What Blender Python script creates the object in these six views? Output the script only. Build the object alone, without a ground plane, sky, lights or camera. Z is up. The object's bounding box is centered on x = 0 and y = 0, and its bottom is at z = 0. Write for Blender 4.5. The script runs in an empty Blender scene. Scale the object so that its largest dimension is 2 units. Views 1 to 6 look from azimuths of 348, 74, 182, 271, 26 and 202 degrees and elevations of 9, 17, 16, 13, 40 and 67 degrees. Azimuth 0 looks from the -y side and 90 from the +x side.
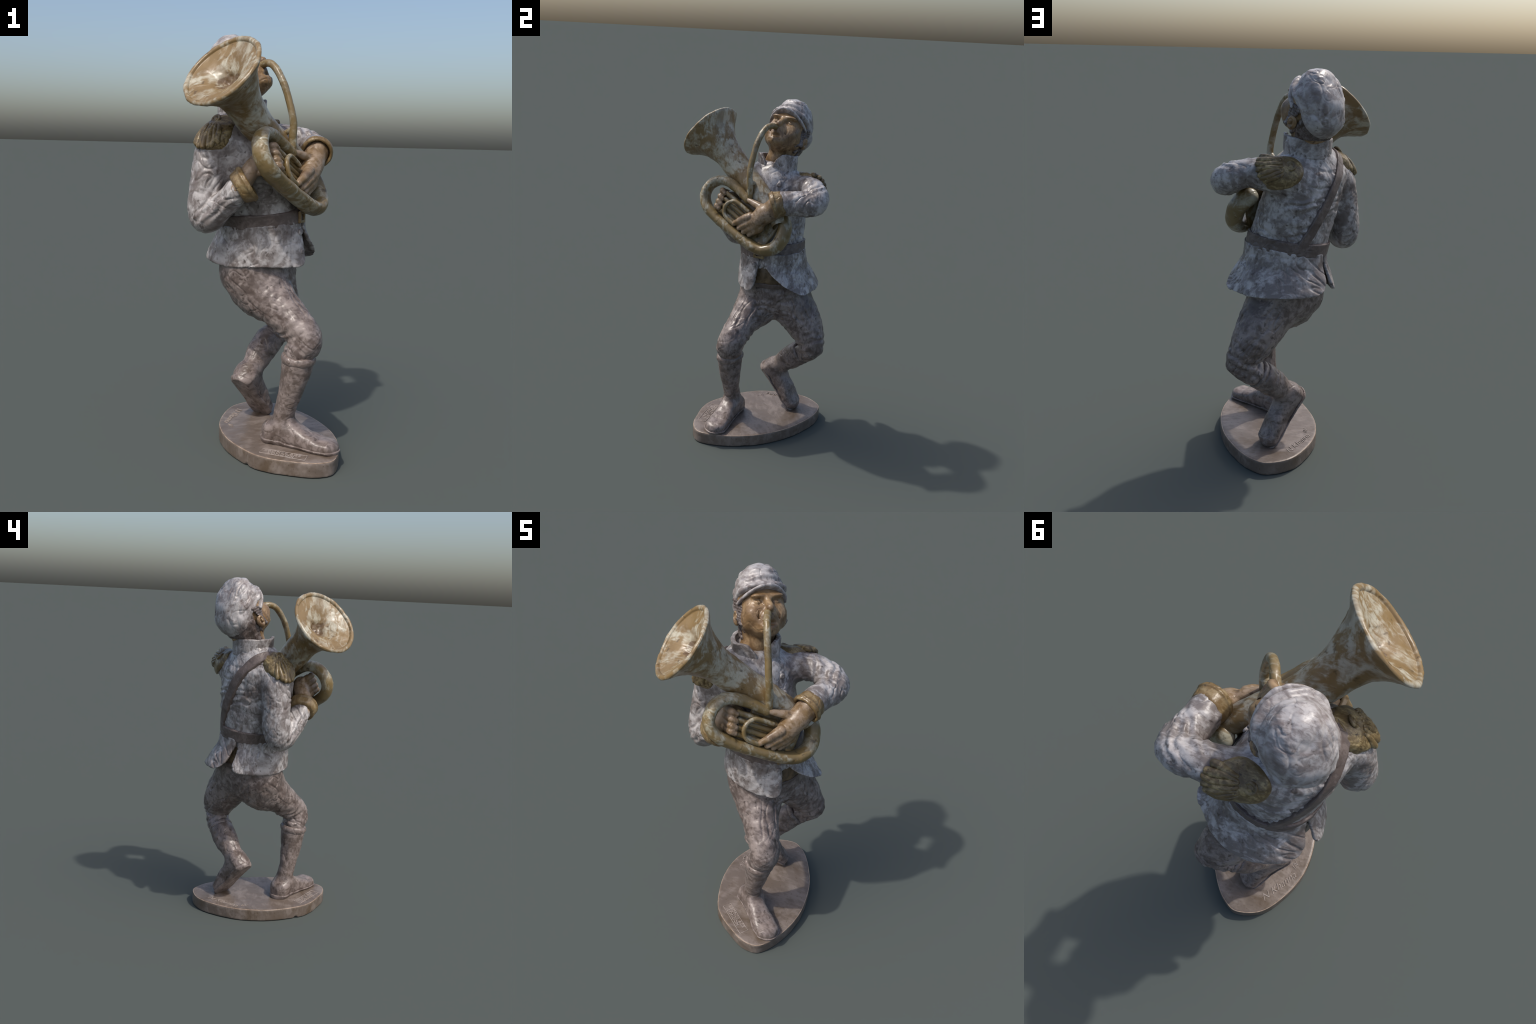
"""A cast bandsman figurine playing a big brass horn, on a pointed oval base.
Every part is described by spines, cross-sections and radii, turned into smooth
sculpted surfaces (implicit surfaces -> surface nets), then split into named parts."""
import bpy, math
import numpy as np

F32 = np.float32


def vec(*a):
    return np.array(a, F32)


def unit(v):
    v = np.asarray(v, F32)
    return v / np.linalg.norm(v)


# ------------------------------------------------------------------ noise
def noise(P, freq, seed=0):
    """gradient noise, about -1..1; freq may be a 3-vector"""
    p = (P * np.asarray(freq, F32) + F32(100.0)).astype(F32)
    fl = np.floor(p)
    f = p - fl
    i = fl.astype(np.int32).view(np.uint32)
    u = f * f * f * (f * (f * 6 - 15) + 10)
    mult = (np.uint32(374761393), np.uint32(668265263), np.uint32(2147483647))
    cell = [(i[:, k] * mult[k], i[:, k] * mult[k] + mult[k]) for k in range(3)]
    wt = [(1 - u[:, k], u[:, k]) for k in range(3)]
    fr = [(f[:, k], f[:, k] - 1) for k in range(3)]
    out = np.zeros(len(P), F32)
    s = np.uint32(seed * 144665 + 7)
    k1, k2 = F32(1 / 511.5), F32(1)
    for dx in (0, 1):
        for dy in (0, 1):
            for dz in (0, 1):
                h = cell[0][dx] + cell[1][dy] + cell[2][dz] + s
                h ^= h >> np.uint32(13)
                h *= np.uint32(1274126177)
                h ^= h >> np.uint32(16)
                h *= np.uint32(2246822519)
                h ^= h >> np.uint32(15)
                g = ((h & np.uint32(1023)).astype(F32) * k1 - k2) * fr[0][dx]
                g += (((h >> np.uint32(10)) & np.uint32(1023)).astype(F32) * k1 - k2) * fr[1][dy]
                g += (((h >> np.uint32(20)) & np.uint32(1023)).astype(F32) * k1 - k2) * fr[2][dz]
                out += wt[0][dx] * wt[1][dy] * wt[2][dz] * g
    return out * F32(1.5)


# ------------------------------------------------------------------ implicit shapes
def smin(a, b, k):
    h = np.clip(0.5 + 0.5 * (b - a) / k, 0, 1)
    return b + (a - b) * h - k * h * (1 - h)


def smax(a, b, k):
    return -smin(-a, -b, k)


def catmull(rows, per=6):
    """smooth curve through rows of any width"""
    R = np.asarray(rows, F32)
    R = np.vstack([2 * R[0] - R[1], R, 2 * R[-1] - R[-2]])
    out = []
    for i in range(1, len(R) - 2):
        p0, p1, p2, p3 = R[i - 1], R[i], R[i + 1], R[i + 2]
        for t in np.arange(per) / per:
            out.append(0.5 * (2 * p1 + (p2 - p0) * t + (2 * p0 - 5 * p1 + 4 * p2 - p3) * t * t
                              + (3 * p1 - p0 - 3 * p2 + p3) * t ** 3))
    out.append(R[-2])
    return np.asarray(out, F32)


def cone(P, p0, p1, r0, r1):
    pa = P - np.asarray(p0, F32)
    ba = np.asarray(p1, F32) - np.asarray(p0, F32)
    h = np.clip(pa @ ba / max(float(ba @ ba), 1e-12), 0, 1)
    return np.linalg.norm(pa - h[:, None] * ba, axis=1) - (r0 + (r1 - r0) * h)


def chain(P, rows, per=1, k=0.0):
    """swept spheres through rows of (x, y, z, r)"""
    R = catmull(rows, per) if per > 1 else np.asarray(rows, F32)
    d = None
    for a, b in zip(R[:-1], R[1:]):
        e = cone(P, a[:3], b[:3], a[3], b[3])
        d = e if d is None else (smin(d, e, k) if k else np.minimum(d, e))
    return d


def frame(x=None, y=None, z=None):
    """rows = unit axes, from two of the three"""
    if z is None:
        x, y = unit(x), unit(y)
        z = unit(np.cross(x, y)); y = np.cross(z, x)
    elif y is None:
        x, z = unit(x), unit(z)
        y = unit(np.cross(z, x)); x = np.cross(y, z)
    else:
        y, z = unit(y), unit(z)
        x = unit(np.cross(y, z)); y = np.cross(z, x)
    return np.stack([x, y, z]).astype(F32)


def local(P, c, M):
    return ((P - np.asarray(c, F32)) @ M.T).astype(F32)


def ellipsoid(P, c, r, M=None):
    q = P - np.asarray(c, F32)
    if M is not None:
        q = q @ M.T
    r = np.asarray(r, F32)
    k0 = np.linalg.norm(q / r, axis=1)
    k1 = np.linalg.norm(q / (r * r), axis=1) + 1e-9
    return k0 * (k0 - 1) / k1


def box(P, c, half, M=None, rnd=0.004):
    q = P - np.asarray(c, F32)
    if M is not None:
        q = q @ M.T
    q = np.abs(q) - (np.asarray(half, F32) - rnd)
    return (np.linalg.norm(np.maximum(q, 0), axis=1) + np.minimum(q.max(1), 0) - rnd).astype(F32)


class Loft:
    """body of near-upright slices: rows of (z, cx, cy, half_width, half_depth, facing, squareness)"""

    def __init__(self, rows):
        self.T = catmull(rows, 12)

    def at(self, z):
        T = self.T
        return [np.interp(z, T[:, 0], T[:, i]).astype(F32) for i in range(1, 7)]

    def parts(self, P, grow=0.0):
        cx, cy, a, b, yaw, n = self.at(P[:, 2])
        yaw = np.radians(yaw)
        fx, fy = np.sin(yaw), -np.cos(yaw)
        x, y = P[:, 0] - cx, P[:, 1] - cy
        s, f = -x * fy + y * fx, x * fx + y * fy
        a, b = a + grow, b + grow
        rho = (np.abs(s / a) ** n + np.abs(f / b) ** n) ** (1 / n) + 1e-6
        rad = np.hypot(s, f)
        return rad * (1 - 1 / rho) * F32(0.9), np.arctan2(x, -y), rad / rho

    def __call__(self, P, grow=0.0, caps=True, rnd=0.02):
        d = self.parts(P, grow)[0]
        if caps:
            d = smax(d, np.maximum(P[:, 2] - self.T[-1, 0], self.T[0, 0] - P[:, 2]), rnd)
        return d


# ------------------------------------------------------------------ surface nets
def surface(sdf, lo, hi, h):
    lo = np.asarray(lo, F32); hi = np.asarray(hi, F32)
    B = 8
    nb = np.ceil((hi - lo) / (h * B)).astype(int)
    n = nb * B + 1
    D = np.empty(n, F32)
    # coarse pass: only blocks near the surface are evaluated finely
    cb = np.stack(np.meshgrid(*[np.arange(k) for k in nb], indexing="ij"), -1).reshape(-1, 3)
    cen = (lo + (cb + 0.5) * (B * h)).astype(F32)
    dc = sdf(cen)
    near = np.abs(dc) < B * h * 1.75
    Dv = np.empty(nb, F32); Dv[tuple(cb.T)] = dc
    D[:-1, :-1, :-1] = np.repeat(np.repeat(np.repeat(Dv, B, 0), B, 1), B, 2)
    D[-1] = D[-2]; D[:, -1] = D[:, -2]; D[:, :, -1] = D[:, :, -2]
    off = np.stack(np.meshgrid(*[np.arange(B + 1)] * 3, indexing="ij"), -1).reshape(-1, 3)
    act = cb[near]
    for s in range(0, len(act), 600):
        idx = (act[s:s + 600, None] * B + off[None]).reshape(-1, 3)
        D[tuple(idx.T)] = sdf((lo + idx * h).astype(F32))
    D[0] = D[-1] = 1; D[:, 0] = D[:, -1] = 1; D[:, :, 0] = D[:, :, -1] = 1
    ins = D < 0
    cnt = np.zeros(n - 1, np.int8)
    for dx in (0, 1):
        for dy in (0, 1):
            for dz in (0, 1):
                cnt += ins[dx:n[0] - 1 + dx, dy:n[1] - 1 + dy, dz:n[2] - 1 + dz]
    cells = np.argwhere((cnt > 0) & (cnt < 8))
    cid = np.full(n - 1, -1, np.int32)
    cid[tuple(cells.T)] = np.arange(len(cells))
    acc = np.zeros((len(cells), 3), F32); num = np.zeros(len(cells), F32)
    corners = [(x, y, z) for x in (0, 1) for y in (0, 1) for z in (0, 1)]
    for p in corners:
        for ax in range(3):
            if p[ax]:
                continue
            q = list(p); q[ax] = 1
            d0 = D[tuple((cells + p).T)]; d1 = D[tuple((cells + q).T)]
            m = (d0 < 0) != (d1 < 0)
            t = np.where(m, d0 / np.where(m, d0 - d1, 1), 0)
            pos = np.tile(np.array(p, F32), (len(cells), 1)); pos[:, ax] = t
            acc[m] += pos[m]; num[m] += 1
    V = lo + (cells + acc / num[:, None]) * h
    quads = []
    for ax in range(3):
        sl0 = [slice(1, -1)] * 3; sl1 = [slice(1, -1)] * 3
        sl0[ax] = slice(0, -1); sl1[ax] = slice(1, None)
        a, b = ins[tuple(sl0)], ins[tuple(sl1)]
        u, v = (ax + 1) % 3, (ax + 2) % 3
        for flip, m in ((False, a & ~b), (True, ~a & b)):
            e = np.argwhere(m) + 1
            e[:, ax] -= 1
            c = []
            for du, dv in ((-1, -1), (0, -1), (0, 0), (-1, 0)):
                w = e.copy(); w[:, u] += du; w[:, v] += dv
                c.append(cid[tuple(w.T)])
            q = np.stack(c, 1)
            quads.append(q[:, ::-1] if flip else q)
    Q = np.vstack(quads)
    Q = Q[(Q >= 0).all(1)]
    return V.astype(F32), Q


def vertex_normals(V, Q):
    n = np.cross(V[Q[:, 2]] - V[Q[:, 0]], V[Q[:, 3]] - V[Q[:, 1]])
    N = np.zeros_like(V)
    for i in range(4):
        for k in range(3):
            N[:, k] += np.bincount(Q[:, i], n[:, k], len(V)).astype(F32)
    return N / (np.linalg.norm(N, axis=1)[:, None] + 1e-12)


def relax(V, Q, times=1, w=0.5):
    for _ in range(times):
        S = np.zeros_like(V); c = np.zeros(len(V), F32)
        for i in range(4):
            j = Q[:, (i + 1) % 4]
            for k in range(3):
                S[:, k] += np.bincount(Q[:, i], V[j, k], len(V)) + np.bincount(j, V[Q[:, i], k], len(V))
            c += np.bincount(Q[:, i], minlength=len(V)) + np.bincount(j, minlength=len(V))
        V = V + w * (S / c[:, None] - V)
    return V.astype(F32)


# ------------------------------------------------------------------ objects
ROOT = bpy.data.objects.new("bandsman_figurine", None)
ROOT.empty_display_size = 0.2
bpy.context.collection.objects.link(ROOT)
ROOT["label"] = "silvery bronze statuette of a marching bandsman blowing a brass horn"
ROOT["category"] = "statuette"


def make(name, V, Q, mat, parent=None, normals=None):
    me = bpy.data.meshes.new(name)
    me.from_pydata(V.tolist(), [], Q.tolist())
    me.polygons.foreach_set("use_smooth", np.ones(len(me.polygons), bool))
    me.materials.append(mat)
    me.update()
    if normals is not None:
        me.normals_split_custom_set_from_vertices(normals.tolist())
    ob = bpy.data.objects.new(name, me)
    bpy.context.collection.objects.link(ob)
    ob.parent = parent or ROOT
    return ob


def sculpt(parts, sdf, lo, hi, h, relief=None, parent=None, smooth=1):
    """mesh one implicit body; parts = [(name, material, region_sdf)], faces go to the nearest region"""
    V, Q = surface(sdf, lo, hi, h)
    V = relax(V, Q, smooth)
    V0 = V
    if relief is not None:
        N = vertex_normals(V, Q)
        V = V + N * relief(V)[:, None]
    if len(parts) == 1:
        return [make(parts[0][0], V, Q, parts[0][1], parent)]
    N = vertex_normals(V, Q)
    C = V0[Q].mean(1)
    lab = np.argmin(np.stack([r(C) for _, _, r in parts]), 0)
    obs = []
    for i, (name, mat, _) in enumerate(parts):
        q = Q[lab == i]
        if not len(q):
            continue
        used, inv = np.unique(q, return_inverse=True)
        obs.append(make(name, V[used], inv.reshape(-1, 4), mat, parent, N[used]))
    return obs


def clay(amp=1.0, seed=0, stretch=(1, 1, 1)):
    """hand-worked surface: broad soft dents, flat tool strokes, a few shallow cuts"""
    s = np.asarray(stretch, F32)

    def f(V):
        w = V + 0.030 * np.stack([noise(V, 8, seed + 11), noise(V, 8, seed + 12), noise(V, 8, seed + 13)], 1)
        rough = np.clip(0.45 + 1.5 * noise(V, 8, seed + 5), 0, 1.2)
        d = 0.0042 * noise(w, 10 * s, seed) + 0.0032 * noise(w, np.array([26, 26, 17]) * s, seed + 1)
        d += 0.0014 * rough * noise(w, np.array([30, 58, 40]) * s, seed + 2)
        d -= 0.0030 * rough * np.clip(0.10 - np.abs(noise(w, 15 * s, seed + 4)), 0, 1) / 0.10
        d += 0.0006 * rough * noise(V, 120, seed + 3)
        return (amp * d).astype(F32)
    return f


def drapery(V, along, amp, seed, fine=24.0, coarse=6.0, width=0.22):
    """long shallow creases running along a direction, coming and going"""
    along = unit(along)
    w = V + 0.025 * np.stack([noise(V, 7, seed + 31), noise(V, 7, seed + 32), noise(V, 7, seed + 33)], 1)
    a = w @ along
    q = w * F32(fine) + np.outer(a * (coarse - fine), along)
    n = noise(q, 1.0, seed)
    mask = np.clip(0.35 + 1.7 * noise(V, 6, seed + 7), 0, 1)
    amp = amp * 1.45
    return (-amp * mask * np.clip(width - np.abs(n), 0, 1) / width + 0.40 * amp * mask * n).astype(F32)


def groove(V, pts, depth, width):
    """a scored line following a polyline"""
    P = catmull(pts, 8)
    d = np.full(len(V), 1.0, F32)
    for a, b in zip(P[:-1], P[1:]):
        d = np.minimum(d, cone(V, a, b, 0, 0))
    return (-depth * np.exp(-(d / width) ** 2)).astype(F32)


def folds(V, c, axis, across, n, spread, reach, amp, seed=0):
    """a bundle of n soft creases: ridges run along axis, repeat along 'across', fading within reach of c"""
    axis, across = unit(axis), unit(across)
    q = V - np.asarray(c, F32)
    t = q @ across + 0.10 * spread * noise(V, 12, seed) * 4
    fade = np.exp(-((q @ axis) / reach[0]) ** 2 - (t / spread) ** 2 - ((q @ np.cross(axis, across)) / reach[1]) ** 2)
    return (amp * fade * np.sin(t / spread * math.pi * n)).astype(F32)


# ------------------------------------------------------------------ materials
def patina(name, light, base, dark, rough=0.5, metal=0.0, scale=16.0, dark_at=0.40, light_at=0.55,
           streak=(1, 1, 1), bump=0.3, spec=0.5, fine=70.0, tint=None, edge=None, patch=None):
    m = bpy.data.materials.new(name)
    m.use_nodes = True
    nt = m.node_tree; N = nt.nodes; L = nt.links
    bs = N["Principled BSDF"]
    tc = N.new("ShaderNodeTexCoord")
    mp = N.new("ShaderNodeMapping"); mp.inputs["Scale"].default_value = streak
    L.new(tc.outputs["Object"], mp.inputs["Vector"])

    def tex(sc, det, ro, dist=0.0):
        t = N.new("ShaderNodeTexNoise")
        t.inputs["Scale"].default_value = sc; t.inputs["Detail"].default_value = det
        t.inputs["Roughness"].default_value = ro; t.inputs["Distortion"].default_value = dist
        L.new(mp.outputs["Vector"], t.inputs["Vector"])
        return t.outputs["Fac"]

    def ramp(src, a, b):
        r = N.new("ShaderNodeMapRange"); r.interpolation_type = "SMOOTHSTEP"
        r.inputs["From Min"].default_value = a; r.inputs["From Max"].default_value = b
        L.new(src, r.inputs["Value"])
        return r.outputs["Result"]

    def mix(fac, a, b):
        x = N.new("ShaderNodeMix"); x.data_type = "RGBA"
        L.new(fac, x.inputs["Factor"])
        for s, v in ((x.inputs["A"], a), (x.inputs["B"], b)):
            if isinstance(v, tuple):
                s.default_value = (*v, 1)
            else:
                L.new(v, s)
        return x.outputs["Result"]

    def times(a, k):
        x = N.new("ShaderNodeMath"); x.operation = "MULTIPLY"
        L.new(a, x.inputs[0])
        if isinstance(k, float):
            x.inputs[1].default_value = k
        else:
            L.new(k, x.inputs[1])
        return x.outputs[0]

    # brushed patina: broad pale patches broken up by tool strokes, brown wash, a few dark pits
    big = tex(scale, 4, 0.55, 0.7)
    st = N.new("ShaderNodeTexNoise")
    mp2 = N.new("ShaderNodeMapping"); mp2.inputs["Rotation"].default_value = (0.5, 0.4, 0.7); mp2.inputs["Scale"].default_value = (1.0, 3.0, 1.5)
    L.new(tc.outputs["Object"], mp2.inputs["Vector"]); L.new(mp2.outputs["Vector"], st.inputs["Vector"])
    st.inputs["Scale"].default_value = scale * 1.7; st.inputs["Detail"].default_value = 5
    st.inputs["Roughness"].default_value = 0.6; st.inputs["Distortion"].default_value = 0.8
    av = N.new("ShaderNodeMix"); av.inputs["Factor"].default_value = 0.42
    L.new(big, av.inputs["A"]); L.new(st.outputs["Fac"], av.inputs["B"])
    col = mix(ramp(av.outputs["Result"], light_at - 0.10, light_at + 0.08), base, light)
    wash = tex(scale * 0.5, 5, 0.6, 0.8)
    col = mix(times(ramp(wash, 0.49, 0.66), 0.65), col, dark if tint is None else tint)
    small = tex(fine, 3, 0.55, 0.3)
    pit = times(ramp(small, dark_at, dark_at - 0.14), 0.75)
    col = mix(pit, col, dark)
    if edge is not None:
        g = N.new("ShaderNodeNewGeometry")
        col = mix(times(ramp(g.outputs["Pointiness"], 0.51, 0.56), 0.35), col, edge)
    if patch is not None:                      # rough brown spot: (centre, radius, colour)
        dn = N.new("ShaderNodeVectorMath"); dn.operation = "DISTANCE"
        L.new(tc.outputs["Object"], dn.inputs[0]); dn.inputs[1].default_value = patch[0]
        ad = N.new("ShaderNodeMath"); ad.operation = "MULTIPLY_ADD"
        L.new(small, ad.inputs[0]); ad.inputs[1].default_value = 0.16; L.new(dn.outputs["Value"], ad.inputs[2])
        col = mix(times(ramp(ad.outputs[0], patch[1] + 0.08, patch[1] + 0.06), 0.85), col, patch[2])
    L.new(col, bs.inputs["Base Color"])
    bs.inputs["Metallic"].default_value = metal
    bs.inputs["Specular IOR Level"].default_value = spec
    rr = N.new("ShaderNodeMapRange")
    rr.inputs["To Min"].default_value = rough - 0.08; rr.inputs["To Max"].default_value = rough + 0.12
    L.new(small, rr.inputs["Value"]); L.new(rr.outputs["Result"], bs.inputs["Roughness"])
    if bump:
        bp = N.new("ShaderNodeBump"); bp.inputs["Strength"].default_value = bump; bp.inputs["Distance"].default_value = 0.004
        L.new(small, bp.inputs["Height"]); L.new(bp.outputs["Normal"], bs.inputs["Normal"])
    return m


M_JACKET = patina("silvered_cloth_patina", (0.45, 0.425, 0.415), (0.178, 0.154, 0.144), (0.052, 0.036, 0.029), 0.35, 0.0, 13,
                  dark_at=0.41, fine=40, tint=(0.10, 0.073, 0.062), light_at=0.52, streak=(1, 1, 0.75))
M_CAP = patina("silvered_cap_patina", (0.43, 0.405, 0.395), (0.205, 0.178, 0.17), (0.07, 0.05, 0.042), 0.35, 0.0, 15,
               dark_at=0.38, fine=46, tint=(0.15, 0.11, 0.097), light_at=0.49)
M_TROUSER = patina("dull_brown_bronze", (0.26, 0.215, 0.195), (0.118, 0.09, 0.079), (0.036, 0.024, 0.019), 0.34, 0.0, 15,
                   dark_at=0.43, fine=40, tint=(0.078, 0.055, 0.045), light_at=0.50)
M_BOOT = patina("boot_bronze", (0.24, 0.195, 0.175), (0.12, 0.092, 0.078), (0.038, 0.026, 0.02), 0.35, 0.0, 17,
                dark_at=0.42, fine=44, tint=(0.085, 0.06, 0.048), light_at=0.50)
M_BELT = patina("leather_brown_bronze", (0.17, 0.135, 0.12), (0.11, 0.083, 0.072), (0.05, 0.034, 0.028), 0.45, 0.0, 22,
                dark_at=0.40, fine=45, tint=(0.08, 0.058, 0.05))
M_SKIN = patina("golden_brown_skin_bronze", (0.34, 0.23, 0.125), (0.20, 0.122, 0.058), (0.048, 0.028, 0.017), 0.33, 0.0, 15,
                dark_at=0.42, fine=36, tint=(0.095, 0.056, 0.032), light_at=0.54)
M_HAND = patina("golden_brown_hand_bronze", (0.30, 0.22, 0.15), (0.19, 0.12, 0.055), (0.055, 0.033, 0.02), 0.35, 0.0, 17,
                dark_at=0.41, fine=36, tint=(0.11, 0.066, 0.038), light_at=0.50)
M_HAIR = patina("grey_hair_bronze", (0.21, 0.18, 0.172), (0.085, 0.063, 0.054), (0.03, 0.021, 0.016), 0.42, 0.0, 30, dark_at=0.45)
M_HORN = patina("aged_brass", (0.42, 0.40, 0.315), (0.205, 0.145, 0.062), (0.05, 0.032, 0.014), 0.31, 0.0, 10,
                dark_at=0.39, fine=28, tint=(0.13, 0.083, 0.03), light_at=0.57, bump=0.25)
M_BELL = patina("aged_brass_bell", (0.45, 0.42, 0.33), (0.22, 0.145, 0.062), (0.07, 0.043, 0.02), 0.33, 0.0, 11,
                dark_at=0.40, fine=28, tint=(0.16, 0.10, 0.04), light_at=0.53, bump=0.35,
                patch=((-0.20, -0.235, 1.745), 0.055, (0.12, 0.073, 0.037)))
M_CUFF = patina("gilded_cuff", (0.31, 0.235, 0.125), (0.175, 0.112, 0.045), (0.06, 0.036, 0.016), 0.32, 0.0, 15, dark_at=0.39,
                tint=(0.13, 0.08, 0.03))
M_EPAULET = patina("dark_gilt_fringe", (0.33, 0.255, 0.125), (0.135, 0.092, 0.038), (0.03, 0.019, 0.009), 0.34, 0.0, 24,
                   dark_at=0.43, tint=(0.07, 0.047, 0.024))
M_SHIRT = patina("ochre_shirt_bronze", (0.19, 0.13, 0.07), (0.115, 0.076, 0.04), (0.045, 0.03, 0.018), 0.5, 0.0, 22)
M_BASE = patina("base_bronze", (0.215, 0.176, 0.150), (0.135, 0.105, 0.084), (0.075, 0.047, 0.025), 0.38, 0.0, 6.5,
                dark_at=0.40, fine=95, tint=(0.080, 0.050, 0.024), bump=0.12)
M_RIM = patina("pale_base_edge", (0.38, 0.29, 0.22), (0.27, 0.195, 0.14), (0.13, 0.09, 0.06), 0.38, 0.0, 30, bump=0.1)
M_MARK = patina("pale_raised_mark", (0.36, 0.31, 0.28), (0.30, 0.25, 0.215), (0.2, 0.16, 0.13), 0.5, 0.0, 40, bump=0.1)

UP = vec(0, 0, 1)

# ================================================================== BASE
TOP = 0.072
plan = [(0.250, -0.404), (0.17, -0.404), (0.08, -0.366), (-0.014, -0.313), (-0.085, -0.235), (-0.155, -0.06),
        (-0.166, 0.108), (-0.122, 0.255), (-0.04, 0.38), (0.075, 0.430), (0.15, 0.408), (0.232, 0.33),
        (0.326, 0.172), (0.372, -0.002), (0.374, -0.144), (0.345, -0.271), (0.300, -0.365)]
rim_plan = catmull(plan[-2:] + plan + plan[:2], 10)[20:-11]


def base_slab(P):
    x, y = P[:, 0], P[:, 1]
    poly = rim_plan
    d2 = np.full(len(P), 1e9, F32); inside = np.zeros(len(P), bool)
    for (ax, ay), (bx, by) in zip(poly, np.roll(poly, -1, 0)):
        ex, ey = bx - ax, by - ay
        t = np.clip(((x - ax) * ex + (y - ay) * ey) / (ex * ex + ey * ey), 0, 1)
        d2 = np.minimum(d2, (x - ax - t * ex) ** 2 + (y - ay - t * ey) ** 2)
        inside ^= ((ay > y) != (by > y)) & (x < ex * (y - ay) / (by - ay + 1e-12) + ax)
    d = np.sqrt(d2) * np.where(inside, -1, 1)
    # worn lower edge with a nick
    foot = 0.004 * np.clip(noise(P, (9, 9, 0.1), 5), 0, 1)
    foot = foot + 0.018 * np.exp(-(((x + 0.095) / 0.012) ** 2 + ((y + 0.225) / 0.012) ** 2))
    d = smax(d, P[:, 2] - TOP - 0.002 * noise(P, (6, 6, 1), 3), 0.010)
    return smax(d, foot - P[:, 2], 0.004).astype(F32)


sculpt([("base_plinth", M_BASE, None)], base_slab, (-0.2, -0.44, -0.012), (0.41, 0.46, 0.1), 0.0045,
       relief=lambda V: 0.0008 * noise(V, 30, 9) + 0.0005 * noise(V, 80, 10))
BASE = bpy.data.objects["base_plinth"]


def ribbon(name, pts, r, mat, parent, closed=False):
    """thin round bead along a polyline"""
    cu = bpy.data.curves.new(name, "CURVE"); cu.dimensions = "3D"; cu.bevel_depth = r; cu.bevel_resolution = 2
    sp = cu.splines.new("POLY"); sp.points.add(len(pts) - 1); sp.use_cyclic_u = closed
    for p, q in zip(sp.points, pts):
        p.co = (*[float(v) for v in q], 1)
    return solid_from(cu, name, mat, parent)


def solid_from(cu, name, mat, parent, M=None):
    tmp = bpy.data.objects.new(name + "_tmp", cu)
    bpy.context.collection.objects.link(tmp)
    dg = bpy.context.evaluated_depsgraph_get()
    me = bpy.data.meshes.new_from_object(tmp.evaluated_get(dg))
    bpy.data.objects.remove(tmp)
    if M is not None:
        import mathutils
        me.transform(mathutils.Matrix(M))
    me.name = name
    me.materials.clear(); me.materials.append(mat)
    ob = bpy.data.objects.new(name, me)
    bpy.context.collection.objects.link(ob)
    ob.parent = parent
    return ob


edge = np.roll(rim_plan, -1, 0) - np.roll(rim_plan, 1, 0)
edge = np.stack([edge[:, 1], -edge[:, 0]], 1) / np.linalg.norm(edge, axis=1)[:, None]
side = np.sign(np.sum(edge * (rim_plan - rim_plan.mean(0))))
rim = np.c_[rim_plan - side * edge * 0.0042, np.full(len(rim_plan), TOP - 0.0042) + 0.002 * noise(np.c_[rim_plan, np.full(len(rim_plan), TOP)].astype(F32), (6, 6, 1), 3)]
ribbon("pale_edge_bead", rim, 0.0031, M_RIM, BASE, True)


def lettering(body, size, origin, xdir, mat, name, shear=0.0, space=1.0, raise_by=0.0012, weight=0.0):
    cu = bpy.data.curves.new(name, "FONT"); cu.body = body; cu.size = size; cu.extrude = 0.0016
    cu.shear = shear; cu.space_character = space; cu.offset = weight
    x = unit((xdir[0], xdir[1], 0)); y = np.cross(UP, x)
    M = [[x[0], y[0], 0, origin[0]], [x[1], y[1], 0, origin[1]], [0, 0, 1, TOP + raise_by - 0.0006], [0, 0, 0, 1]]
    return solid_from(cu, name, mat, BASE, [[float(v) for v in r] for r in M])


pA, pB, pC, pD = [vec(*p, TOP + 0.001) for p in ((-0.036, -0.250), (-0.008, -0.210), (0.174, -0.328), (0.146, -0.371))]
ribbon("plaque_border", [pA, pB, pC, pD], 0.0018, M_MARK, BASE, True)
px_ = unit(pC - pB)
lettering("BRONZE AGE", 0.0268, pA + (pB - pA) * 0.58 + px_ * 0.012, px_, M_MARK, "stamped_lettering", space=1.12, weight=0.0004)
lettering("LONDON", 0.0268, pA + (pB - pA) * 0.12 + px_ * 0.036, px_, M_MARK, "stamped_lettering", space=1.12, weight=0.0004)
lettering("N Khanna", 0.052, vec(-0.030, 0.330, 0), vec(-0.5, -0.87, 0), M_MARK, "scratched_signature", shear=0.45, weight=-0.0006)
lettering("I/V", 0.036, vec(-0.118, 0.118, 0), vec(-0.06, -1, 0), M_MARK, "scratched_signature", shear=0.4, weight=-0.0006)

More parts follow.
